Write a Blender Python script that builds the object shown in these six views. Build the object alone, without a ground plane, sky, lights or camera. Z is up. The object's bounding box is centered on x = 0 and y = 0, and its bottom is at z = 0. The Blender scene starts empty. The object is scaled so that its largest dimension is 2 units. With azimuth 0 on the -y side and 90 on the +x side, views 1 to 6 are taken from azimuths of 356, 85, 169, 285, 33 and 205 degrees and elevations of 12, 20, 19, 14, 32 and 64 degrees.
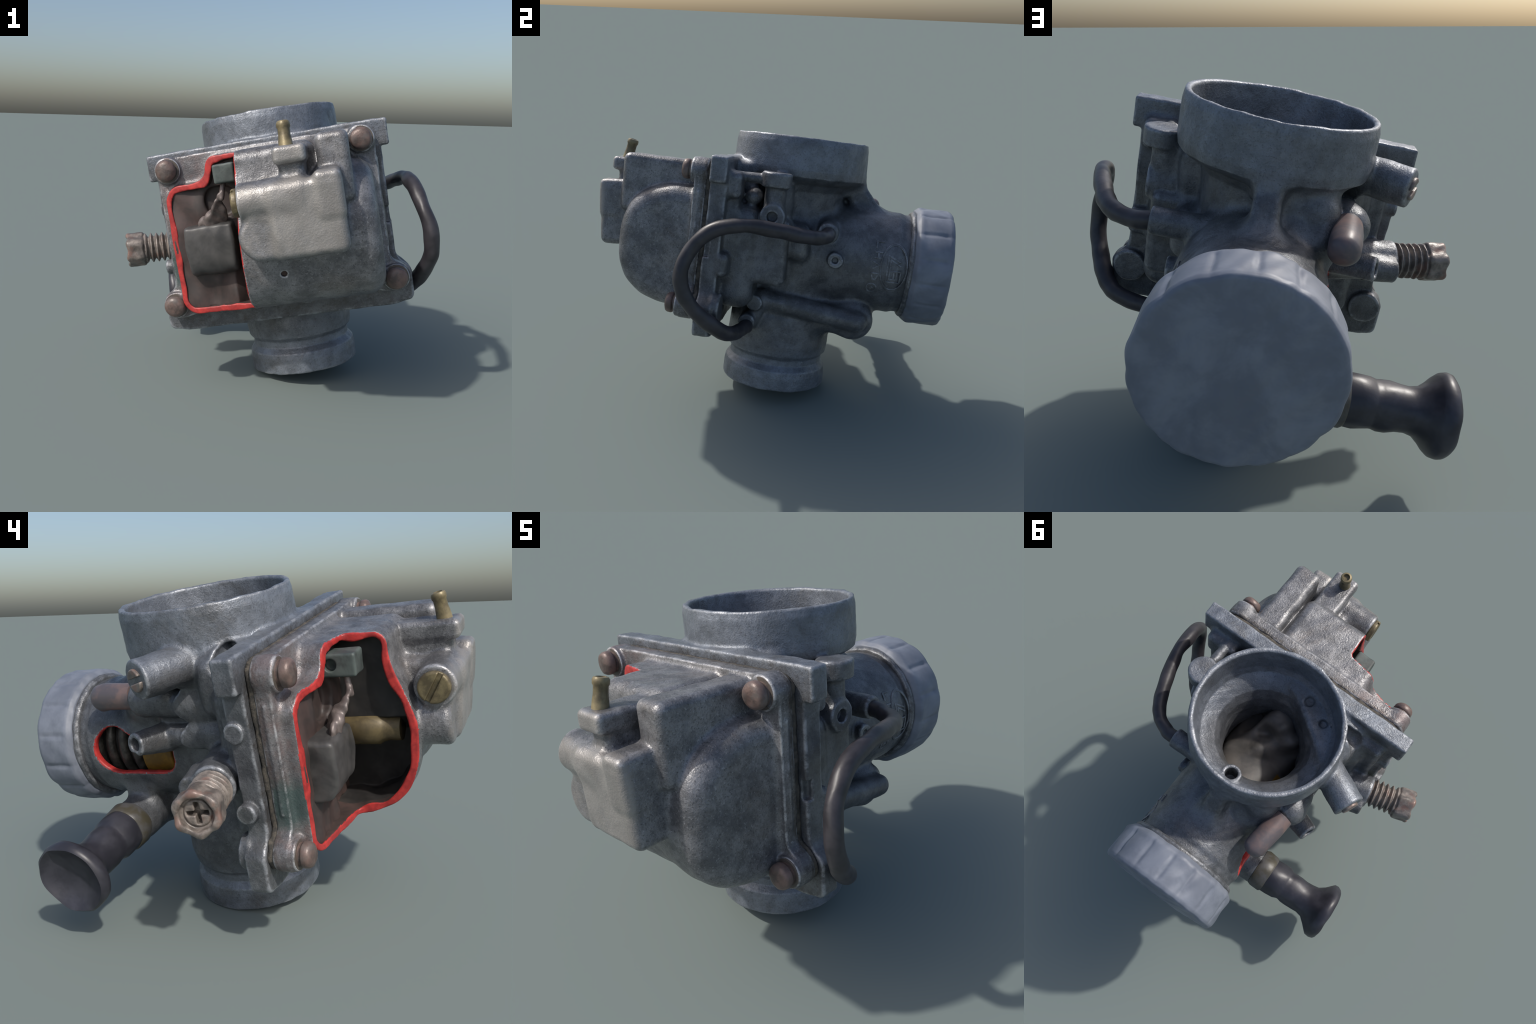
"""A cut-away motorcycle carburettor, lying on its outlet spigot.

Everything is described in the carburettor's own frame, whose origin is where
the throat axis (z, up through the intake horn) crosses the slide barrel axis
(y, from the float bowl at -y to the threaded cap at +y).  The root Empty
carries the tilt with which the thing stands.  Castings are built as signed
distance fields (rounded solids blended with fillets, minus bores and cuts)
turned into quads by a surface net; turned parts are lathed; hoses are swept.
"""
import bpy
import bmesh
import math
import numpy as np
from mathutils import Matrix

F = np.float32
SEAT = np.array([0.0, 0.0, -0.773])          # centre of the spigot's lower lip

# ------------------------------------------------------------------ fields


def box(P, lo, hi, r=0.0):
    lo, hi = np.array(lo, F), np.array(hi, F)
    q = np.abs(P - (lo + hi) / 2) - ((hi - lo) / 2 - F(r))
    return (np.sqrt((np.maximum(q, 0) ** 2).sum(1)) + np.minimum(q.max(1), 0) - F(r)).astype(F)


def obox(P, centre, half, euler, r=0.0):
    from mathutils import Euler
    R = np.array(Euler(euler).to_matrix(), F)
    return box((P - np.array(centre, F)) @ R, -np.array(half), half, r)


def ball(P, c, r):
    return np.sqrt(((P - np.array(c, F)) ** 2).sum(1)) - F(r)


def capsule(P, a, b, r0, r1=None):
    a, b = np.array(a, F), np.array(b, F)
    ab = b - a
    t = np.clip(((P - a) @ ab) / F(ab @ ab), 0, 1)
    r = F(r0) if r1 is None else F(r0) + t * F(r1 - r0)
    return np.sqrt(((P - a - t[:, None] * ab) ** 2).sum(1)) - r


def cyl(P, a, b, r0, e=0.01, r1=None):
    """Cylinder or frustum from a to b with rounded rims."""
    a, b = np.array(a, F), np.array(b, F)
    ab = b - a
    L = F(np.sqrt(ab @ ab))
    n = ab / L
    t = (P - a) @ n
    q = np.sqrt(np.maximum(((P - a) ** 2).sum(1) - t * t, 0))
    rr = F(r0) if r1 is None else F(r0) + np.clip(t / L, 0, 1) * F(r1 - r0)
    dx = q - rr + F(e)
    dy = np.abs(t - L / 2) - L / 2 + F(e)
    return np.minimum(np.maximum(dx, dy), 0) + np.sqrt(np.maximum(dx, 0) ** 2 + np.maximum(dy, 0) ** 2) - F(e)


def polygon(u, v, pts):
    """Signed distance in the plane to a closed polygon."""
    p = np.array(pts, F)
    d = np.full(u.shape, 1e9, F)
    inside = np.zeros(u.shape, bool)
    for (ax, ay), (bx, by) in zip(p, np.roll(p, -1, 0)):
        ex, ey = bx - ax, by - ay
        wx, wy = u - ax, v - ay
        t = np.clip((wx * ex + wy * ey) / max(ex * ex + ey * ey, 1e-12), 0, 1)
        d = np.minimum(d, (wx - t * ex) ** 2 + (wy - t * ey) ** 2)
        if ay != by:
            inside ^= ((ay > v) != (by > v)) & (u < (v - ay) * (ex / ey) + ax)
    d = np.sqrt(d)
    return np.where(inside, -d, d).astype(F)


def turned_z(P, pts, c=(0, 0)):
    return polygon(np.hypot(P[:, 0] - F(c[0]), P[:, 1] - F(c[1])), P[:, 2], pts)


def turned_y(P, pts, c=(0, 0)):
    return polygon(np.hypot(P[:, 0] - F(c[0]), P[:, 2] - F(c[1])), P[:, 1], pts)


def slab_y(P, outline, y0, y1, r=0.0):
    """An (x, z) outline given as a 2D distance, pulled from y0 to y1."""
    dy = np.abs(P[:, 1] - F((y0 + y1) / 2)) - F((y1 - y0) / 2)
    a, b = outline + F(r), dy + F(r)
    return np.minimum(np.maximum(a, b), 0) + np.sqrt(np.maximum(a, 0) ** 2 + np.maximum(b, 0) ** 2) - F(r)


def rect2(u, v, lo, hi, r=0.0):
    a = np.abs(u - F((lo[0] + hi[0]) / 2)) - F((hi[0] - lo[0]) / 2 - r)
    b = np.abs(v - F((lo[1] + hi[1]) / 2)) - F((hi[1] - lo[1]) / 2 - r)
    return np.minimum(np.maximum(a, b), 0) + np.sqrt(np.maximum(a, 0) ** 2 + np.maximum(b, 0) ** 2) - F(r)


def disc2(u, v, c, r):
    return np.hypot(u - F(c[0]), v - F(c[1])) - F(r)


def join(a, b, k=0.03):
    """Union with a fillet of size k."""
    h = np.maximum(F(k) - np.abs(a - b), 0) / F(k)
    return np.minimum(a, b) - h * h * F(k / 4)


def cut(a, b, k=0.008):
    """a minus b with a slightly rounded edge."""
    h = np.maximum(F(k) - np.abs(a + b), 0) / F(k)
    return np.maximum(a, -b) + h * h * F(k / 4)


def common(a, b, k=0.008):
    h = np.maximum(F(k) - np.abs(a - b), 0) / F(k)
    return np.maximum(a, b) + h * h * F(k / 4)


def lumps(P, size, amount):
    """Soft irregular waviness of a cast or scanned surface."""
    s = F(1.0 / size)
    x, y, z = P[:, 0] * s, P[:, 1] * s, P[:, 2] * s
    n = np.sin(x * 1.3 + 2.1 * np.sin(y * .7 + .3)) * np.sin(y * 1.1 + 1.7 * np.sin(z * .9 + 1.1)) + \
        np.sin(z * 1.2 + 1.9 * np.sin(x * .8 + 2.0)) * np.sin(x * 2.3 - y * 1.9 + z * .7)
    return (F(amount) * n).astype(F)


# ------------------------------------------------------------ surface net


def surface_net(field, lo, hi, h):
    lo, hi = np.array(lo, float), np.array(hi, float)
    B = 8
    nb = np.ceil((hi - lo) / (h * B)).astype(int)
    n = nb * B
    bc = np.stack(np.meshgrid(*[np.arange(k) for k in nb], indexing="ij"), -1).reshape(-1, 3)
    centre = (lo + (bc + .5) * B * h - h / 2).astype(F)
    dc = field(centre)
    reach = h * B * 0.87 * 1.25 + 0.02
    V = np.repeat(np.repeat(np.repeat(np.where(dc > 0, 1., -1.).reshape(nb).astype(F), B, 0), B, 1), B, 2)
    act = bc[np.abs(dc) < reach]
    off = np.stack(np.meshgrid(*[np.arange(B)] * 3, indexing="ij"), -1).reshape(-1, 3)
    for part in np.array_split(act, max(1, len(act) // 600)):
        idx = (part[:, None, :] * B + off[None]).reshape(-1, 3)
        V[idx[:, 0], idx[:, 1], idx[:, 2]] = field((lo + idx * h).astype(F))
    V[0], V[-1], V[:, 0], V[:, -1], V[:, :, 0], V[:, :, -1] = (1,) * 6
    S = V < 0
    m = tuple(n - 1)
    cnt = np.zeros(m, np.int8)
    for i in (0, 1):
        for j in (0, 1):
            for k in (0, 1):
                cnt += S[i:i + m[0], j:j + m[1], k:k + m[2]]
    cells = np.argwhere((cnt > 0) & (cnt < 8))
    ids = np.full(m, -1, np.int32)
    ids[tuple(cells.T)] = np.arange(len(cells))
    acc = np.zeros((len(cells), 3))
    num = np.zeros(len(cells))
    for ax in range(3):
        o1, o2 = [a for a in range(3) if a != ax]
        for p in (0, 1):
            for q in (0, 1):
                a = cells.copy()
                a[:, o1] += p
                a[:, o2] += q
                b = a.copy()
                b[:, ax] += 1
                va, vb = V[tuple(a.T)], V[tuple(b.T)]
                hit = (va < 0) != (vb < 0)
                t = np.where(hit, va / np.where(hit, va - vb, 1), 0)
                pt = a.astype(float)
                pt[:, ax] += t
                acc += pt * hit[:, None]
                num += hit
    verts = lo + acc / num[:, None] * h
    quads = []
    for ax in range(3):
        o1, o2 = (ax + 1) % 3, (ax + 2) % 3
        sl0, sl1 = [slice(None)] * 3, [slice(None)] * 3
        sl0[ax], sl1[ax] = slice(0, -1), slice(1, None)
        s0, s1 = S[tuple(sl0)], S[tuple(sl1)]
        e = np.argwhere(s0 != s1)
        e = e[(e[:, o1] > 0) & (e[:, o2] > 0) & (e[:, o1] < n[o1] - 1) & (e[:, o2] < n[o2] - 1)]
        flip = s1[tuple(e.T)]

        def cell(d1, d2):
            c = e.copy()
            c[:, o1] -= d1
            c[:, o2] -= d2
            return ids[tuple(c.T)]
        q = np.stack([cell(1, 1), cell(0, 1), cell(0, 0), cell(1, 0)], 1)
        q[flip] = q[flip][:, ::-1]
        quads.append(q)
    quads = np.vstack(quads)
    # relax a little, so that flats and curves shade without grid ripples
    for _ in range(2):
        s = np.zeros_like(verts)
        c = np.zeros(len(verts))
        for a, b in ((0, 1), (1, 2), (2, 3), (3, 0)):
            np.add.at(s, quads[:, a], verts[quads[:, b]])
            np.add.at(c, quads[:, a], 1)
        new = s / np.maximum(c, 1)[:, None]
        verts = verts * .6 + new * .4
        d = field(verts.astype(F)).astype(float)
        g = np.stack([field((verts + np.eye(3)[i] * .002).astype(F)) for i in range(3)], 1) - d[:, None]
        g /= np.maximum(np.linalg.norm(g, axis=1), 1e-9)[:, None]
        verts = verts - g * np.clip(d, -h * .5, h * .5)[:, None] * .8
    return verts, quads


# ----------------------------------------------------------------- objects

ROOT = bpy.data.objects.new("carburettor", None)
bpy.context.collection.objects.link(ROOT)
ROOT["label"] = "old grey cut-away carburettor with red-painted section edges, black hose and choke knob"
ROOT["category"] = "carburettor"
AX = np.array([0.96305, -0.18791, 0.19291])
UP = np.array([-0.17672, 0.09959, 0.97921])
OUT = np.array([-0.20322, -0.97712, 0.06270])
ORIGIN = np.array([0.08627, 0.06415, 0.81725])


def place_root():
    M = Matrix.Identity(4)
    base = ORIGIN + SEAT[0] * AX - SEAT[1] * OUT + SEAT[2] * UP
    for r in range(3):
        M[r][0], M[r][1], M[r][2], M[r][3] = AX[r], -OUT[r], UP[r], base[r]
    ROOT.matrix_world = M


place_root()


def hang(name, me, parent=None):
    ob = bpy.data.objects.new(name, me)
    bpy.context.collection.objects.link(ob)
    ob.parent = parent or ROOT
    if ob.parent is ROOT:
        ob.location = -SEAT
    return ob


def to_mesh(name, verts, faces, mats, slot=None):
    me = bpy.data.meshes.new(name)
    me.from_pydata(verts.tolist(), [], faces.tolist() if hasattr(faces, "tolist") else faces)
    for m in mats:
        me.materials.append(m)
    if slot is not None:
        me.polygons.foreach_set("material_index", slot.astype(np.int32))
    me.polygons.foreach_set("use_smooth", [True] * len(me.polygons))
    me.update()
    return me


def cast(name, field, lo, hi, h, mats, pick=None, parent=None):
    v, q = surface_net(field, lo, hi, h)
    slot = pick(v[q].mean(1).astype(F)) if pick else None
    return hang(name, to_mesh(name, v, q, mats, slot), parent)


def lathe(name, profile, a, b, mats, seg=48, parent=None, rough=0.0, flutes=0, depth=0.0):
    """Turn a (radius, distance) profile about the line from a towards b."""
    a, b = np.array(a, float), np.array(b, float)
    n = (b - a) / np.linalg.norm(b - a)
    u = np.cross(n, [0.31, 0.52, 0.79])
    u /= np.linalg.norm(u)
    w = np.cross(n, u)
    t = np.linspace(0, 2 * np.pi, seg, endpoint=False)
    ring = np.cos(t)[:, None] * u + np.sin(t)[:, None] * w
    rows = []
    for r, s in profile:
        rr = r * (1 - (depth * (np.cos(flutes * t) * .5 + .5) if flutes else 0) * np.ones(seg))
        rows.append(a + n * s + ring * rr[:, None])
    v = np.vstack(rows)
    f = []
    k = len(profile)
    for i in range(k - 1):
        for j in range(seg):
            j2 = (j + 1) % seg
            f.append((i * seg + j, i * seg + j2, (i + 1) * seg + j2, (i + 1) * seg + j))
    f.append(tuple(range(seg))[::-1])
    f.append(tuple(range((k - 1) * seg, k * seg)))
    if rough:
        v = v + ring_noise(v, rough)
    me = to_mesh(name, v, f, mats)
    smooth_by_angle(me, 42)
    return hang(name, me, parent)


def ring_noise(v, amount):
    P = v.astype(F)
    return np.stack([lumps(P, .047, amount), lumps(P + F(3.1), .037, amount), lumps(P + F(7.7), .061, amount)], 1)


def smooth_by_angle(me, deg):
    bm = bmesh.new()
    bm.from_mesh(me)
    bmesh.ops.recalc_face_normals(bm, faces=bm.faces)
    for e in bm.edges:
        e.smooth = len(e.link_faces) != 2 or e.calc_face_angle(0) < math.radians(deg)
    bm.to_mesh(me)
    bm.free()


def spline(c, n=14):
    c = np.array(c, float)
    P = np.vstack([2 * c[0] - c[1], c, 2 * c[-1] - c[-2]])
    out = []
    for i in range(1, len(P) - 2):
        t = np.linspace(0, 1, n, endpoint=False)[:, None]
        a, b, e, d = P[i - 1:i + 3]
        out.append(.5 * (2 * b + (e - a) * t + (2 * a - 5 * b + 4 * e - d) * t ** 2 + (3 * b - a - 3 * e + d) * t ** 3))
    return np.vstack(out + [c[-1:]])


def sweep(name, path, radius, mats, seg=28, parent=None, rough=0.0):
    path = np.array(path, float)
    T = np.gradient(path, axis=0)
    T /= np.linalg.norm(T, axis=1)[:, None]
    u = np.cross(T[0], [0.2, 0.3, 0.9])
    t = np.linspace(0, 2 * np.pi, seg, endpoint=False)
    rad = np.broadcast_to(np.asarray(radius, float), (len(path),))
    v = []
    for i, p in enumerate(path):
        u = u - T[i] * (u @ T[i])
        u /= np.linalg.norm(u)
        w = np.cross(T[i], u)
        v.append(p + rad[i] * (np.cos(t)[:, None] * u + np.sin(t)[:, None] * w))
    v = np.vstack(v)
    if rough:
        v = v + ring_noise(v, rough)
    f = []
    for i in range(len(path) - 1):
        for j in range(seg):
            j2 = (j + 1) % seg
            f.append((i * seg + j, i * seg + j2, (i + 1) * seg + j2, (i + 1) * seg + j))
    f.append(tuple(range(seg))[::-1])
    f.append(tuple(range((len(path) - 1) * seg, len(path) * seg)))
    me = to_mesh(name, v, f, mats)
    smooth_by_angle(me, 60)
    return hang(name, me, parent)


# --------------------------------------------------------------- materials


class Nodes:
    def __init__(self, name):
        self.m = bpy.data.materials.new(name)
        self.m.use_nodes = True
        self.t = self.m.node_tree
        self.t.nodes.clear()
        self.out = self.t.nodes.new("ShaderNodeOutputMaterial")
        self.co = self.t.nodes.new("ShaderNodeTexCoord").outputs["Object"]

    def new(self, kind, **props):
        n = self.t.nodes.new(kind)
        for k, v in props.items():
            setattr(n, k, v)
        return n

    def put(self, socket, value):
        if hasattr(value, "is_output") or isinstance(value, bpy.types.NodeSocket):
            self.t.links.new(value, socket)
        else:
            socket.default_value = value

    def noise(self, scale, detail=4, rough=.6, stretch=None, warp=0.0):
        co = self.co
        if stretch:
            mp = self.new("ShaderNodeMapping")
            self.put(mp.inputs["Vector"], co)
            mp.inputs["Scale"].default_value = stretch
            co = mp.outputs[0]
        n = self.new("ShaderNodeTexNoise")
        self.put(n.inputs["Vector"], co)
        n.inputs["Scale"].default_value = scale
        n.inputs["Detail"].default_value = detail
        n.inputs["Roughness"].default_value = rough
        n.inputs["Distortion"].default_value = warp
        return n.outputs["Fac"]

    def ramp(self, fac, lo, hi, a=0.0, b=1.0):
        n = self.new("ShaderNodeMapRange", interpolation_type="SMOOTHSTEP")
        self.put(n.inputs["Value"], fac)
        for k, v in (("From Min", lo), ("From Max", hi), ("To Min", a), ("To Max", b)):
            n.inputs[k].default_value = v
        return n.outputs[0]

    def math(self, op, a, b=0.0, c=0.0):
        n = self.new("ShaderNodeMath", operation=op)
        self.put(n.inputs[0], a)
        self.put(n.inputs[1], b)
        self.put(n.inputs[2], c)
        return n.outputs[0]

    def mix(self, fac, a, b):
        n = self.new("ShaderNodeMix", data_type="RGBA")
        self.put(n.inputs["Factor"], fac)
        self.put(n.inputs["A"], a if not isinstance(a, tuple) else (*a, 1))
        self.put(n.inputs["B"], b if not isinstance(b, tuple) else (*b, 1))
        return n.outputs["Result"]

    def axis(self):
        s = self.new("ShaderNodeSeparateXYZ")
        self.put(s.inputs[0], self.co)
        return s.outputs

    def worn_edges(self, lo=.52, hi=.60):
        g = self.new("ShaderNodeNewGeometry")
        return self.ramp(g.outputs["Pointiness"], lo, hi)

    def bump(self, height, strength, dist=.004):
        n = self.new("ShaderNodeBump")
        n.inputs["Strength"].default_value = strength
        n.inputs["Distance"].default_value = dist
        self.put(n.inputs["Height"], height)
        return n.outputs[0]

    def finish(self, colour, rough=.55, metal=0.0, normal=None, spec=.5):
        p = self.new("ShaderNodeBsdfPrincipled")
        self.put(p.inputs["Base Color"], colour if not isinstance(colour, tuple) else (*colour, 1))
        self.put(p.inputs["Roughness"], rough)
        self.put(p.inputs["Metallic"], metal)
        p.inputs["Specular IOR Level"].default_value = spec
        if normal is not None:
            self.put(p.inputs["Normal"], normal)
        self.t.links.new(p.outputs[0], self.out.inputs[0])
        return self.m


def cast_metal(name, light, dark, stain, stain_amount=.5, grain=.5, rough=.55, cool=None, seam=False, smear=None):
    """Sand-cast zinc: mottled grey, dark pits, brownish grime, rubbed edges."""
    n = Nodes(name)
    ax = n.axis()
    base = n.mix(n.ramp(n.noise(9, 6, .7), .36, .64), dark, light)
    if cool:
        edge = n.math("ADD", ax["Z"], n.math("MULTIPLY", n.noise(6, 3), .16))
        top = n.ramp(edge, .46, .58)
        low = n.ramp(edge, -.40, -.54)
        base = n.mix(n.math("MAXIMUM", top, low), base, n.mix(n.ramp(n.noise(11, 6, .7), .36, .66), tuple(.68 * c for c in cool), cool))
    base = n.mix(n.math("MULTIPLY", n.ramp(n.noise(4.5, 6, .7, warp=.6), .5, .70), stain_amount), base, stain)
    mottle = n.ramp(n.noise(48, 4, .75), .50, .68)
    base = n.mix(n.math("MULTIPLY", mottle, grain * .7), base, tuple(.6 * c for c in dark))
    pits = n.ramp(n.noise(130, 3, .7), .55, .68)
    base = n.mix(n.math("MULTIPLY", pits, grain), base, tuple(.35 * c for c in dark))
    flecks = n.ramp(n.noise(95, 3, .7), .57, .70)
    base = n.mix(n.math("MULTIPLY", flecks, grain * .7), base, tuple(min(1, 1.6 * c) for c in light))
    if seam:                                    # oily dirt caught along the gasket joint
        band = n.math("ABSOLUTE", n.math("ADD", ax["Y"], .428))
        wob = n.math("ADD", band, n.math("MULTIPLY", n.math("SUBTRACT", n.noise(26, 4, .7), .5), .07))
        base = n.mix(n.ramp(wob, .030, .004, 0, .75), base, (.050, .040, .030))
    if smear:                                   # rosy oxide near the section, verdigris low on the left
        f = n.math("ADD", ax["X"], n.math("MULTIPLY", n.noise(5, 4, .6), .35))
        base = n.mix(n.math("MULTIPLY", n.ramp(f, .06, -.18), n.ramp(n.noise(14, 4, .7), .4, .65, .15, .65)), base, (.175, .125, .118))
        gap = n.new("ShaderNodeVectorMath", operation="DISTANCE")
        n.put(gap.inputs[0], n.co)
        gap.inputs[1].default_value = (-.54, -.49, -.09)
        g = n.math("ADD", gap.outputs["Value"], n.math("MULTIPLY", n.noise(22, 4, .7), .10))
        base = n.mix(n.ramp(g, .19, .10, 0, .8), base, (.052, .095, .092))
    if smear:                                   # pale rubbed film over the sump's face
        f = n.math("ADD", ax["Y"], n.math("MULTIPLY", n.noise(9, 4, .6), .07))
        base = n.mix(n.ramp(f, -.955, -.985, 0, .85), base, n.mix(n.ramp(n.noise(5, 3, .5, warp=1.2), .35, .65), tuple(.72 * c for c in smear), smear))
    base = n.mix(n.math("MULTIPLY", n.worn_edges(.506, .54), n.ramp(n.noise(18, 5, .75), .42, .62, .05, .9)), base, tuple(min(1, 1.9 * c) for c in light))
    hgt = n.math("ADD", n.noise(130, 3), n.math("MULTIPLY", n.noise(34, 5, .7), .9))
    return n.finish(base, n.ramp(n.noise(14, 5), .3, .7, rough - .12, rough + .10), .35, n.bump(hgt, .5), .6)


def plain(name, light, dark, scale=14, rough=.5, metal=0.0, bump=.2, third=None, edge=0.0):
    n = Nodes(name)
    c = n.mix(n.ramp(n.noise(scale, 5, .65, warp=.3), .36, .66), dark, light)
    if third:
        c = n.mix(n.math("MULTIPLY", n.ramp(n.noise(scale * .6, 4, .6), .5, .68), .8), c, third)
    if edge:
        c = n.mix(n.math("MULTIPLY", n.worn_edges(), edge), c, tuple(min(1, 1.8 * v) for v in light))
    return n.finish(c, rough, metal, n.bump(n.noise(scale * 4, 4), bump))


BODY = cast_metal("cast_zinc", (.158, .165, .178), (.085, .090, .099), (.090, .082, .070), .45, .45, .42, cool=(.200, .222, .258), seam=True)
BOWL = cast_metal("bowl_zinc", (.240, .240, .248), (.115, .116, .123), (.140, .120, .106), .5, .7, .38, seam=True, smear=(.365, .345, .325))
CAP = plain("cap_alloy", (.200, .222, .268), (.142, .160, .200), 6, .5, 0, .12, edge=.35)
GASKET = plain("gasket_fibre", (.115, .100, .080), (.045, .042, .038), 40, .85, 0, .5)
RED = plain("section_red_paint", (.50, .040, .035), (.30, .025, .024), 22, .45, 0, .2)
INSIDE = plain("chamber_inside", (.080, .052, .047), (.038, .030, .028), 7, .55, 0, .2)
SHADE_DARKENED = plain("chamber_shade_darkened", (.040, .036, .034), (.022, .021, .021), 8, .6, 0, .2)  # inside colour darkened near black to paint the chamber's shadowed depth
STEEL_BOLT = plain("rusty_bolt", (.165, .112, .096), (.076, .057, .051), 26, .40, .15, .3, (.125, .112, .104), .6)
DARK_STEEL = plain("washer_steel", (.085, .072, .062), (.042, .037, .034), 24, .42, .2, .3, edge=.6)
BRASS = plain("old_brass", (.215, .175, .095), (.100, .080, .046), 22, .42, .25, .15, edge=.4)
DARK_BRASS = plain("jet_brass", (.150, .115, .055), (.085, .065, .034), 12, .45, .2, .1)
SLIDE = plain("slide_metal", (.125, .112, .100), (.065, .060, .056), 7, .5, 0, .12)
YELLOW = plain("slide_yellow", (.230, .125, .014), (.130, .070, .012), 14, .5, .1, .1)
RUBBER = plain("hose_rubber", (.046, .042, .048), (.026, .024, .028), 11, .42, 0, .2)
BAKELITE = plain("knob_plastic", (.045, .045, .057), (.024, .024, .032), 8, .40, 0, .15)
PIN = plain("copper_stub", (.180, .125, .115), (.098, .086, .094), 11, .42, 0, .12)
FLOAT = plain("float_plastic", (.075, .072, .070), (.038, .038, .038), 8, .45, 0, .12, edge=.5)
COPPER = plain("float_tang", (.205, .168, .155), (.100, .082, .076), 16, .4, .2, .15)
POST = plain("hinge_post", (.085, .105, .098), (.045, .055, .052), 14, .55, 0, .15, edge=.5)
SCREW = plain("adjuster_steel", (.250, .215, .190), (.110, .095, .085), 22, .40, .1, .3, (.210, .120, .095), .5)
SPRING = plain("spring_wire", (.10, .095, .085), (.035, .034, .032), 20, .4, .2, .1)

# ------------------------------------------------------------- float bowl

BOLTS = [(-.483, .399), (.476, .404), (-.553, -.277), (.554, -.281)]


def flange_outline(x, z, grow=0.0):
    d = rect2(x, z, (-.540 - grow, -.335 - grow), (.540 + grow, .463 + grow), .065)
    for bx, bz in BOLTS[2:]:
        d = join(d, disc2(x, z, (bx, bz), .068 + grow), .07)
    return d


def bowl_core(P):
    """The float chamber: a half drum across the bowl plus a raised roof."""
    x, y, z = P.T
    u, v = np.abs(y + F(.545)) / (F(.336) - F(.020) * np.clip(1 - ((x - F(.16)) / F(.19)) ** 2, 0, 1)), np.abs(z + F(.003)) / F(.322)
    drum = ((u ** 2.45 + v ** 2.45) ** F(1 / 2.45) - 1) * F(.31)
    e = F(.085)
    a, b = drum + e, np.abs(x) - F(.504) + e
    d = np.minimum(np.maximum(a, b), 0) + np.sqrt(np.maximum(a, 0) ** 2 + np.maximum(b, 0) ** 2) - e
    d = np.minimum(d, box(P, (-.508, -.60, -.318), (.502, -.44, .314), .075))
    d = join(d, box(P, (-.275, -.790, .1), (.26, -.40, .434), .055), .09)
    return d


def bowl_cavity(P):
    d = bowl_core(P) + F(.029) + lumps(P, .045, .004)
    return np.maximum(np.maximum(d, P[:, 1] + F(.40)), P[:, 0] + F(.055) - F(.14) * np.clip((F(.08) - P[:, 2]) / F(.1), 0, 1))


def bowl_section(P):
    """The sector sawn out of the left front corner."""
    x, y, z = P.T
    right = x + F(.112) - F(.05) * (z - F(.1)) * F(.8)
    front = y + F(.553) + F(.17) * (x + F(.5))
    return common(right, front, .03)


def bowl_field(P):
    x, y, z = P.T
    d = slab_y(P, flange_outline(x, z), -.492, -.428, .008)
    d = join(d, bowl_core(P), .03)
    for bx, bz in BOLTS:
        d = join(d, cyl(P, (bx, -.515, bz), (bx, -.43, bz), .066, .008), .015)
    # rib tower right of the roof
    d = join(d, box(P, (.272, -.905, .140), (.414, -.45, .446), .033), .02)
    # overflow spout shelf and its neck
    d = join(d, box(P, (.098, -1.022, .335), (.238, -.70, .410), .022), .012)
    d = join(d, box(P, (.112, -.99, .16), (.225, -.70, .37), .035), .02)
    # drain sump: cross cylinder, right block and lower lobe
    s = cyl(P, (-.078, -.950, .204), (.20, -.950, .204), .083, .012)
    s = join(s, obox(P, (.205, -.862, .112), (.161, .164, .164), (.085, 0, 0), .035), .03)
    s = join(s, obox(P, (.308, -.866, .200), (.058, .170, .100), (.085, 0, 0), .026), .02)
    s = join(s, cyl(P, (.005, -1.004, .046), (.005, -.70, .046), .104, .03), .03)
    d = join(d, s, .02)
    # parting-line bump and drill mark underneath
    d = join(d, capsule(P, (.12, -.62, -.298), (.12, -.54, -.318), .03), .02)
    d = cut(d, capsule(P, (.055, -.9, -.145), (.055, -.75, -.13), .014), .004)
    # vertical beads along the flange rim
    for sx in (-1, 1):
        d = join(d, capsule(P, (sx * .533, -.464, .30), (sx * .533, -.464, -.12), .012), .008)
    d = cut(d, bowl_cavity(P), .006)
    d = cut(d, bowl_section(P), .004)
    return d + lumps(P, .05, .0012)


def bowl_pick(C):
    sec = np.abs(bowl_section(C))
    cav = bowl_cavity(C)
    slot = np.zeros(len(C), int)
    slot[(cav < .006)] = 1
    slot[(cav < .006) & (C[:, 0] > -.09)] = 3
    slot[(sec < .0045) & (cav > -.004)] = 2
    slot[(sec < .0045) & (C[:, 1] > -.52)] = 0
    slot[(bowl_core(C) > .012) & (slot == 2)] = 0
    return slot


bowl = cast("float_bowl", bowl_field, (-.66, -1.08, -.39), (.66, -.38, .50), .0055, [BOWL, INSIDE, RED, SHADE_DARKENED], bowl_pick)

for bx, bz in BOLTS:
    lathe("bowl_bolt", [(.0, 0), (.046, 0), (.046, .021), (.050, .024), (.0525, .030), (.051, .048), (.045, .058), (.030, .064), (.008, .065)],
          (bx, -.505, bz), (bx, -1.505, bz), [STEEL_BOLT], 40, bowl, rough=.0015)
    lathe("lock_washer", [(.0, 0), (.060, 0), (.062, .004), (.062, .012), (.059, .016), (.0, .016)], (bx, -.500, bz), (bx, -1.5, bz), [DARK_STEEL], 40, bowl)

# brass drain screw with its slot
SC = np.array([-.074, -.950, .204])


def drain_screw(P):
    d = cyl(P, SC, SC + (-.032, 0, 0), .063, .010)
    slot_dir = obox(P, SC + (-.034, 0, 0), (.016, .10, .009), (math.radians(118), 0, 0))
    return cut(d, slot_dir, .004)


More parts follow.
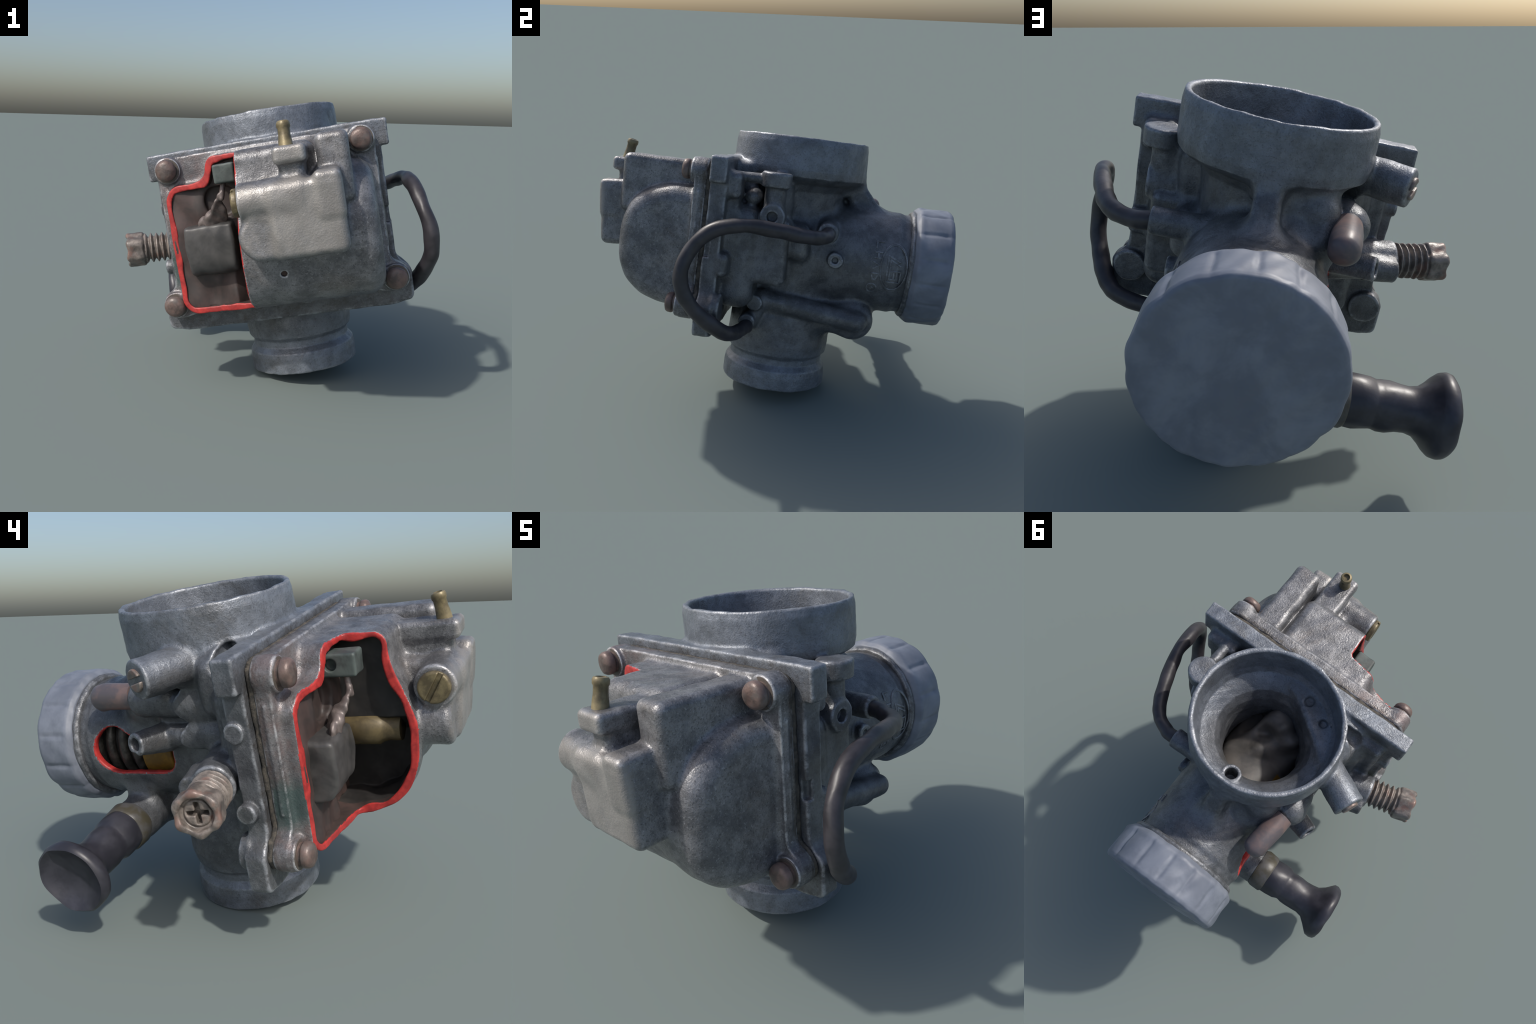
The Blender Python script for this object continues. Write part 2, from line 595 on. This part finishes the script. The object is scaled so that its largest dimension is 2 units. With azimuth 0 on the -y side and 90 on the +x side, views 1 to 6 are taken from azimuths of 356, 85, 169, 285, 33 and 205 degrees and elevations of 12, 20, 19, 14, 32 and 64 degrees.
cast("drain_screw", drain_screw, SC - (.075, .1, .1), SC + (.03, .1, .1), .0035, [BRASS], None, bowl)
lathe("overflow_tube", [(.0, 0), (.031, 0), (.029, .03), (.026, .055), (.026, .082), (.030, .090), (.030, .104), (.026, .112), (.018, .114), (.016, .10), (.0, .10)],
      (.157, -.960, .400), (.157, -.940, .500), [BRASS], 32, bowl)

# what the cut shows of the chamber
lathe("main_jet", [(.0, 0), (.062, 0), (.068, .02), (.068, .16), (.058, .175), (.052, .2), (.052, .25), (.0, .25)],
      (-.025, -.55, .022), (-.025, -.9, .022), [DARK_BRASS], 40)


def float_field(P):
    d = box(P, (-.425, -.655, -.135), (-.180, -.47, .115), .02)
    d = common(d, disc2(P[:, 1], P[:, 2], (-.44, .02), .225), .03)
    return d + lumps(P, .04, .002)


cast("float", float_field, (-.45, -.68, -.17), (-.16, -.40, .14), .005, [FLOAT])


def tang_field(P):
    """A bent copper strip that climbs from the float to the hinge."""
    d = capsule(P, (-.350, -.590, .110), (-.235, -.620, .142), .034, .042)
    d = join(d, capsule(P, (-.262, -.615, .130), (-.205, -.668, .235), .042, .018), .03)
    keel = obox(P, (-.24, -.62, .18), (.16, .026, .20), (math.radians(22), math.radians(-14), .35), .01)
    d = common(d, keel, .01) + lumps(P, .022, .003)
    return join(d, capsule(P, (-.205, -.664, .228), (-.185, -.645, .315), .0125), .015)


cast("float_tang", tang_field, (-.40, -.72, .07), (-.12, -.50, .35), .005, [COPPER])


def post_field(P):
    d = box(P, (-.222, -.700, .297), (-.12, -.45, .388), .01)
    return cut(d, cyl(P, (-.26, -.60, .345), (-.19, -.60, .345), .024, .004), .004) + lumps(P, .03, .001)


cast("hinge_post", post_field, (-.25, -.73, .27), (-.09, -.42, .41), .005, [POST])


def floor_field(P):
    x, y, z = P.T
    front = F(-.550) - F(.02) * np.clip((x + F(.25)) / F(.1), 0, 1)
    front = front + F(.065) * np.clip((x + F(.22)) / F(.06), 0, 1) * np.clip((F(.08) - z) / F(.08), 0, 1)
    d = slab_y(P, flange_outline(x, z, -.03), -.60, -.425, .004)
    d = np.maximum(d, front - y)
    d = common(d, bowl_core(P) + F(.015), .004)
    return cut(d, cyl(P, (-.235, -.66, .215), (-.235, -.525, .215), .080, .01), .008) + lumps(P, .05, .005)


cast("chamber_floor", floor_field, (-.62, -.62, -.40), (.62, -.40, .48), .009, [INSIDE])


def gasket_field(P):
    d = slab_y(P, flange_outline(P[:, 0], P[:, 2], -.004), -.434, -.405, .002)
    return d + lumps(P, .02, .0012)


cast("gasket", gasket_field, (-.66, -.45, -.40), (.66, -.39, .49), .0075, [GASKET])

# -------------------------------------------------------------- main body

THROAT = [(0, .635), (.366, .635), (.373, .60), (.375, .465), (.368, .43), (.335, .408), (.292, .388), (.264, .350), (.254, .26), (.262, -.25), (.290, -.36),
          (.297, -.52), (.290, -.575), (.268, -.60), (.270, -.635), (.294, -.665), (.299, -.70), (.299, -.768), (.295, -.773), (0, -.773)]
BORE = [(0, .70), (.347, .70), (.341, .60), (.334, .50), (.318, .465), (.285, .442), (.245, .41), (.220, .36), (.206, .29), (.202, .18), (.205, -.50), (.235, -.62), (.24, -.80), (0, -.80)]
BARREL = [(0, -.30), (.25, -.30), (.262, -.12), (.275, .12), (.285, .30), (.286, .60), (.278, .625), (.278, .72), (0, .72)]


def window(P):
    x, y, z = P.T
    d = disc2(y, z, (.462, .020), .108)
    d = join(d, rect2(y, z, (.155, -.085), (.47, .085), .07), .03)
    return np.maximum(d, x + F(.08))


def inner(P):
    return np.minimum(np.minimum(turned_z(P, BORE), cyl(P, (0, -.2, 0), (0, .8, 0), .224, .01)), cyl(P, (0, .17, 0), (0, .8, 0), .250, .02))


def body_flange(P):
    x, y, z = P.T
    d = rect2(x, z, (-.572, -.25), (.572, .489), .02)
    d = join(d, rect2(x, z, (-.550, -.40), (.550, .2), .02), .03)
    d = join(d, rect2(x, z, (-.638, -.420), (.638, -.25), .03), .10)
    d = join(d, rect2(x, z, (-.613, .360), (.613, .492), .012), .012)
    return slab_y(P, d, -.404, -.318, .010)


def body_field(P):
    x, y, z = P.T
    lean = P.copy()                     # the spigot sits a little nearer the bowl
    lean[:, 1] += F(.005) * np.clip((F(-.2) - z) / F(.3), 0, 1)
    d = turned_z(lean, THROAT)
    d = join(d, turned_y(P, BARREL), .05)
    # rib between horn and barrel
    d = join(d, obox(P, (.0, .355, .35), (.050, .17, .06), (math.radians(-50), 0, 0), .03), .06)
    # chamber roof behind the flange
    d = join(d, body_flange(P), .02)
    d = join(d, box(P, (-.30, -.34, -.295), (.478, -.145, .255), .075), .04)
    d = join(d, box(P, (-.450, -.34, -.29), (-.10, -.185, .33), .05), .03)
    d = join(d, box(P, (-.430, -.34, .19), (-.20, -.215, .36), .035), .025)
    d = join(d, box(P, (-.40, -.34, .20), (-.12, -.10, .45), .06), .04)
    d = join(d, box(P, (-.27, -.05, .20), (-.03, .335, .410), .09), .06)
    d = join(d, box(P, (-.285, .05, .13), (-.03, .375, .30), .08), .05)
    d = join(d, box(P, (-.525, -.34, .02), (-.30, -.262, .40), .03), .03)
    # right side: flange backing and the shoulders round the column
    d = join(d, box(P, (.36, -.34, -.14), (.492, -.258, .31), .03), .03)
    d = join(d, box(P, (.38, -.34, .29), (.552, -.250, .42), .03), .03)
    d = join(d, box(P, (.10, -.12, .16), (.360, .00, .40), .05), .04)
    d = join(d, box(P, (.10, -.02, -.02), (.34, .12, .18), .05), .04)
    d = join(d, box(P, (-.30, -.34, .20), (.30, -.20, .475), .03), .03)
    d = join(d, box(P, (-.20, -.30, -.150), (.445, .012, .20), .035), .02)
    # right side: discs and column of the plugged passages
    d = join(d, cyl(P, (.440, -.085, .365), (.440, -.085, .442), .076, .012), .02)
    d = join(d, cyl(P, (.420, -.085, .15), (.420, -.085, .38), .055, .01), .02)
    d = join(d, cyl(P, (.36, -.085, .215), (.478, -.085, .215), .066, .008), .015)
    d = join(d, box(P, (.22, -.13, .10), (.42, -.04, .40), .03), .02)
    d = cut(d, cyl(P, (.44, -.085, .215), (.55, -.085, .215), .027, .004), .006)
    d = join(d, cyl(P, (.44, -.32, .40), (.44, -.12, .40), .026, .006), .01)
    d = join(d, capsule(P, (.30, -.20, .30), (.395, -.20, .30), .042), .03)
    # hose nipple boss, small plug, flange lug
    d = join(d, cyl(P, (.15, .208, .162), (.405, .208, .162), .053, .010), .03)
    d = join(d, cyl(P, (.24, .265, .012), (.318, .265, .012), .042, .008), .012)
    d = cut(d, cyl(P, (.30, .265, .012), (.36, .265, .012), .017, .004), .005)
    d = join(d, cyl(P, (.45, -.33, -.055), (.45, -.275, -.055), .06, .012), .015)
    d = join(d, box(P, (.40, -.33, -.115), (.58, -.275, .005), .03), .02)
    # bypass gallery along the lower right, its plug and the fitting below
    d = join(d, capsule(P, (.265, -.10, -.262), (.262, .43, -.318), .055), .025)
    d = join(d, cyl(P, (.22, -.135, -.275), (.345, -.135, -.275), .044, .008), .015)
    d = join(d, cyl(P, (.22, -.165, -.385), (.35, -.165, -.385), .046, .008), .02)
    d = join(d, cyl(P, (.28, -.10, -.275), (.27, -.16, -.42), .04, .01), .02)
    # choke housing across the back below the barrel
    d = join(d, cyl(P, (-.36, .425, -.318), (.225, .418, -.328), .103, .03), .04)
    d = join(d, box(P, (-.10, .10, -.42), (.20, .44, -.24), .04), .07)
    d = join(d, box(P, (-.24, .34, -.30), (-.14, .49, -.16), .03), .05)
    # left side: pilot screw boss with a tunnel beside it
    d = join(d, cyl(P, (-.20, -.115, .418), (-.538, .048, .418), .079, .010), .02)
    d = join(d, cyl(P, (-.20, -.22, .40), (-.36, -.24, .40), .075, .02), .03)
    d = cut(d, capsule(P, (-.375, -.25, .42), (-.55, -.12, .42), .045), .01)
    # left side galleries
    d = join(d, cyl(P, (-.305, -.33, .245), (-.305, .10, .245), .054, .01), .008)
    d = join(d, capsule(P, (-.300, .115, .270), (-.312, .190, .275), .080), .01)
    d = join(d, box(P, (-.303, -.15, .09), (-.10, .17, .28), .04), .02)
    d = join(d, cyl(P, (-.305, -.33, .108), (-.305, .12, .108), .050, .02), .008)
    d = join(d, cyl(P, (-.28, .14, .095), (-.455, .20, .122), .066, .008, .050), .01)
    d = cut(d, cyl(P, (-.42, .18, .117), (-.49, .23, .13), .027, .004), .006)
    d = join(d, cyl(P, (-.30, -.15, .0), (-.600, -.222, .008), .088, .012), .03)
    d = join(d, cyl(P, (-.46, -.10, -.0), (-.605, -.135, .0), .055, .01), .02)
    d = cut(d, capsule(P, (-.50, -.250, .445), (-.25, -.235, .435), .043), .012)
    # lower flange corner pads seen from behind
    for sx in (-1, 1):
        d = join(d, cyl(P, (sx * .553, -.33, -.277), (sx * .553, -.285, -.277), .075, .01), .015)
    # round ejector pads on the left edge of the flange
    d = join(d, cyl(P, (-.48, -.345, .215), (-.585, -.345, .215), .040, .006), .006)
    d = join(d, cyl(P, (-.50, -.345, -.095), (-.612, -.345, -.095), .040, .006), .006)
    # square notch in the right edge
    d = cut(d, box(P, (.545, -.43, -.02), (.62, -.375, .06), .004), .004)
    # bores
    d = cut(d, inner(P), .012)
    d = cut(d, window(P), .012)
    # bits inside the bell
    b = cyl(P, (.010, .276, .34), (.010, .262, .445), .049, .006)
    shelf = np.maximum(F(.212) + (x * F(.6) + y * F(.8)), np.hypot(x, y) - F(.345))
    shelf = common(shelf, np.abs(z - F(.27)) - F(.185) + F(.12) * (F(-.3) - y + F(.15)), .03)
    b = join(b, capsule(P, (-.235, -.10, .10), (-.215, -.14, .36), .06, .05), .03)
    b = join(b, capsule(P, (-.10, -.235, .15), (-.10, -.245, .37), .05, .045), .03)
    b = np.minimum(b, cyl(P, (-.205, -.215, .10), (-.20, -.21, .425), .046, .006))
    b = join(b, box(P, (-.19, -.33, .33), (.02, -.235, .405), .02), .02)
    d = join(d, b, .012)
    d = join(d, shelf, .05)
    d = cut(d, cyl(P, (.010, .274, .36), (.010, .256, .50), .031, .004), .004)
    d = cut(d, cyl(P, (-.08, -.27, .440), (-.08, -.27, .52), .022, .004), .015)
    d = cut(d, cyl(P, (-.20, -.212, .440), (-.20, -.212, .52), .020, .004), .015)
    return d + lumps(P, .06, .0013) + lumps(P, .016, .0004)


def body_pick(C):
    """Red paint on the sawn edge of the window."""
    sec = np.abs(window(C))
    x, y, z = C.T
    r = np.hypot(x, z)
    slot = np.zeros(len(C), int)
    slot[(sec < .007) & (r < .293) & (r > .226) & (x < -.1)] = 1
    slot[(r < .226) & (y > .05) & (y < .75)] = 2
    return slot


def split_body():
    """One seamless casting, parted by region with shared border normals."""
    v, q = surface_net(body_field, (-.68, -.44, -.80), (.68, .76, .67), .0065)
    whole = to_mesh("casting", v, q, [])
    nor = np.empty(len(v) * 3, F)
    whole.vertex_normals.foreach_get("vector", nor)
    nor = nor.reshape(-1, 3)
    c = v[q].mean(1)
    r = np.hypot(c[:, 0], c[:, 1])
    region = np.zeros(len(q), int)
    region[(c[:, 2] > .455) & (r < .40) & (c[:, 1] > -.318 - (c[:, 2] > .492) * 1)] = 1
    region[(c[:, 2] < -.46) & (r < .33)] = 2
    slot = body_pick(c.astype(F))
    for k, name in enumerate(("main_body", "intake_horn", "outlet_spigot")):
        sel = region == k
        used, inv = np.unique(q[sel], return_inverse=True)
        me = to_mesh(name, v[used], inv.reshape(-1, 4), [BODY, RED, INSIDE], slot[sel])
        me.normals_split_custom_set_from_vertices(nor[used].tolist())
        hang(name, me)
    bpy.data.meshes.remove(whole)


split_body()

# slide, spring and a dark backing drum inside the barrel


def slide_field(P):
    d = cyl(P, (0, -.30, 0), (0, .350, 0), .211, .012)
    d = np.minimum(d, cyl(P, (0, .19, 0), (0, .350, 0), .238, .012))
    d = cut(d, cyl(P, (-.35, -.30, .24), (.35, -.12, .24), .16, .01), .02)
    heap = capsule(P, (-.03, -.15, .165), (.02, .06, .03), .12, .11) + lumps(P, .075, .022)
    heap = common(heap, np.hypot(P[:, 0], P[:, 1]) - F(.218), .01)
    d = join(d, heap, .05)
    return d + lumps(P, .07, .004)


def slide_pick(C):
    return ((C[:, 0] < -.10) & (C[:, 1] > .05) & (C[:, 2] < .16)).astype(int)


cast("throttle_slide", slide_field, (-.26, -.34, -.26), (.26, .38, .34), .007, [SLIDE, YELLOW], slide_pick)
lathe("dark_coil_backing", [(.0, 0), (.185, 0), (.185, .33), (.0, .33)], (0, .34, 0), (0, 1.34, 0), [SHADE_DARKENED], 48)  # plain drum behind the coils, in the same near-black as the chamber's far wall
t = np.linspace(0, 1, 260)
coil = np.stack([  .200 * np.cos(t * 4.6 * 2 * np.pi), .365 + t * .33, .200 * np.sin(t * 4.6 * 2 * np.pi)], 1)
sweep("slide_spring", coil, .023, [SPRING], 12)

# ------------------------------------------------------------ barrel cap


def cap_field(P):
    x, y, z = P.T
    a = np.arctan2(z, x)
    r = np.hypot(x, z)
    saw = np.abs(((a * F(15 / (2 * np.pi)) + F(.3) + F(.09) * np.sin(a * 3 + 1)) % 1) - F(.5)) * 2       # 0 at a pad's middle, 1 in the groove
    fade = np.clip((y - F(.70)) / F(.03), 0, 1) * np.clip((F(.865) - y) / F(.03), 0, 1)
    R = F(.329) - F(.005) * fade * np.clip((saw - F(.74)) / F(.26), 0, 1) - F(.006) * (saw ** 2) * (F(.5) + F(.5) * np.sin(a * 2))
    body = polygon(r - R, y, [(-.5, .680), (-.022, .680), (-.004, .700), (0, .712), (.0, .862), (-.006, .877), (-.016, .883), (-.10, .889), (-.22, .896), (-.34, .899), (-.5, .899)])
    d = cut(body, cyl(P, (0, .60, 0), (0, .70, 0), .268, .004), .006)
    return d + lumps(P, .04, .0022)


cast("barrel_cap", cap_field, (-.37, .66, -.37), (.37, .93, .37), .006, [CAP])


def cap_seal(P):
    return turned_y(P, [(.20, .655), (.292, .655), (.302, .668), (.302, .70), (.20, .70)]) + lumps(P, .02, .001)


cast("cap_seal_ring", cap_seal, (-.33, .63, -.33), (.33, .72, .33), .007, [BODY])

# ------------------------------------------------------------- choke knob

KA, KB = np.array([-.312, .424, -.312]), np.array([-.816, .407, -.327])
lathe("choke_knob", [(.0, .08), (.096, .08), (.101, .10), (.103, .14), (.098, .185), (.091, .205), (.089, .215), (.092, .235), (.094, .27), (.089, .31),
                     (.089, .345), (.098, .38), (.122, .412), (.146, .436), (.160, .452), (.164, .474), (.159, .494), (.149, .503), (.136, .494), (.112, .468), (.06, .450), (.0, .446)],
      KA, KB, [BAKELITE], 56, rough=.0028)
lathe("choke_collar", [(.0, .02), (.102, .02), (.110, .04), (.110, .095), (.104, .105), (.0, .11)], KA, KB, [plain("stained_collar", (.090, .088, .090), (.060, .053, .036), 12, .42)], 48, rough=.002)

# ---------------------------------------------------------- idle adjuster

SA, SB = np.array([-.585, -.222, .007]), np.array([-.838, -.288, .020])
SN = (SB - SA) / np.linalg.norm(SB - SA)


def adjuster(P):
    t = (P - SA.astype(F)) @ SN.astype(F)
    d = cyl(P, SA, SA + SN * .18, .070, .004)
    ridge = F(.010) * np.sin(t * F(2 * np.pi / .030))
    d = d - ridge * ((t > .02) & (t < .165))
    u = np.cross(SN, [0, 0, 1])
    u /= np.linalg.norm(u)
    w = np.cross(SN, u)
    a, b = (P - SA.astype(F)) @ u.astype(F), (P - SA.astype(F)) @ w.astype(F)
    ang = np.arctan2(b, a)
    head = cyl(P, SA + SN * .165, SA + SN * .262, .090, .014) + F(.010) * (np.cos(ang * 6) * F(.5) + F(.3))
    d = join(d, head, .012)
    d = cut(d, cyl(P, SA + SN * .225, SA + SN * .33, .062, .015), .012)
    cross = np.minimum(rect2(a, b, (-.040, -.009), (.040, .009)), rect2(a, b, (-.009, -.040), (.009, .040)))
    d = join(d, cyl(P, SA + SN * .20, SA + SN * .236, .052, .01), .004)
    d = cut(d, np.maximum(cross, F(.19) - t), .004)
    return d * F(.9) + lumps(P, .02, .001)


cast("idle_adjuster", adjuster, (-.90, -.42, -.13), (-.56, -.12, .15), .0042, [SCREW])

# pilot screw in the slotted boss
PF = np.array([-.540, .049, .418])
PN = np.array([-.900, .434, 0.0])


def pilot(P):
    d = cyl(P, PF - PN * .03, PF + PN * .010, .045, .006)
    return cut(d, obox(P, PF + PN * .008, (.014, .07, .011), (math.radians(15), 0, math.atan2(PN[1], PN[0]))), .004)


cast("pilot_screw", pilot, PF - .09, PF + .09, .0035, [SCREW])

# vent stub: a short copper pipe that bends down at its end
tip = np.linspace(0, np.pi / 2, 9)[1:]
stub_path = [(-.303, .25, .284), (-.294, .33, .283), (-.283, .415, .282)] + [(-.278, .445 + .05 * math.sin(k), .276 - .012 * math.sin(k)) for k in tip]
sweep("vent_stub", stub_path, [.057, .0585, .060] + [max(.002, .060 * math.cos(k)) for k in tip], [PIN], 32, rough=.0015)

# --------------------------------------------------------------- hose

HOSE = [(.385, .208, .162), (.462, .203, .150), (.576, .120, .151), (.676, -.140, .180), (.704, -.318, .148), (.727, -.425, .047), (.749, -.465, -.099),
        (.722, -.400, -.250), (.600, -.233, -.390), (.345, -.160, -.408)]
hp = spline(HOSE, 16)
k = np.linspace(0, 1, len(hp))
sweep("overflow_hose", hp, .0365 + .0022 * np.sin(k * 23 + 1) * np.sin(k * 9) + .002 * (k > .62) * np.minimum((k - .62) * 8, 1) - .004 * np.exp(-((k - .36) / .02) ** 2), [RUBBER], 30, rough=.0016)

# ------------------------------------------- raised foundry mark on the barrel


def mark_field(P):
    """An oval ring with a monogram, and a column of letters beside it."""
    x, y, z = P.T
    s = np.arctan2(z, x) * F(.286)                 # arc length up the barrel side
    shell = np.abs(np.hypot(x, z) - F(.286)) - F(.0038)

    def bar(a, b, w=.006):
        a, b = np.array(a, F), np.array(b, F)
        ab = b - a
        t = np.clip(((y - a[0]) * ab[0] + (s - a[1]) * ab[1]) / F(ab @ ab), 0, 1)
        return np.hypot(y - a[0] - t * ab[0], s - a[1] - t * ab[1]) - F(w)

    oy, oz = .580, .010
    e = np.hypot((y - F(oy)) / F(.070), (s - F(oz)) / F(.128))
    d = np.abs(e - 1) * F(.085) - F(.005)
    strokes = [((.548, .075), (.548, -.07)), ((.548, .075), (.612, .045)), ((.562, .052), (.562, -.05)), ((.562, .052), (.615, .025)),
               ((.548, -.07), (.62, -.07)), ((.62, -.07), (.62, -.005)), ((.585, -.005), (.585, -.052)), ((.562, -.052), (.60, -.052)), ((.60, -.052), (.60, -.012)), ((.562, -.012), (.62, -.005))]
    # column of letters: L, H, V, D, O turned a quarter
    strokes += [((.478, .145), (.515, .145)), ((.478, .145), (.478, .110)), ((.475, .085), (.510, .085)), ((.475, .055), (.510, .055)), ((.492, .085), (.492, .055)),
                ((.472, .032), (.505, .015)), ((.505, .015), (.472, -.002)), ((.465, -.030), (.503, -.030)), ((.465, -.030), (.475, -.065)), ((.503, -.030), (.493, -.065)), ((.475, -.065), (.493, -.065))]
    for a, b in strokes:
        d = np.minimum(d, bar(a, b, .0045))
    d = np.minimum(d, np.abs(disc2(y, s, (.478, -.118), .026)) - F(.0045))
    d = np.minimum(d, disc2(y, s, (.478, -.118), .010))
    return np.maximum(d, shell)


cast("foundry_mark", mark_field, (.20, .44, -.17), (.31, .67, .17), .0028, [BODY])
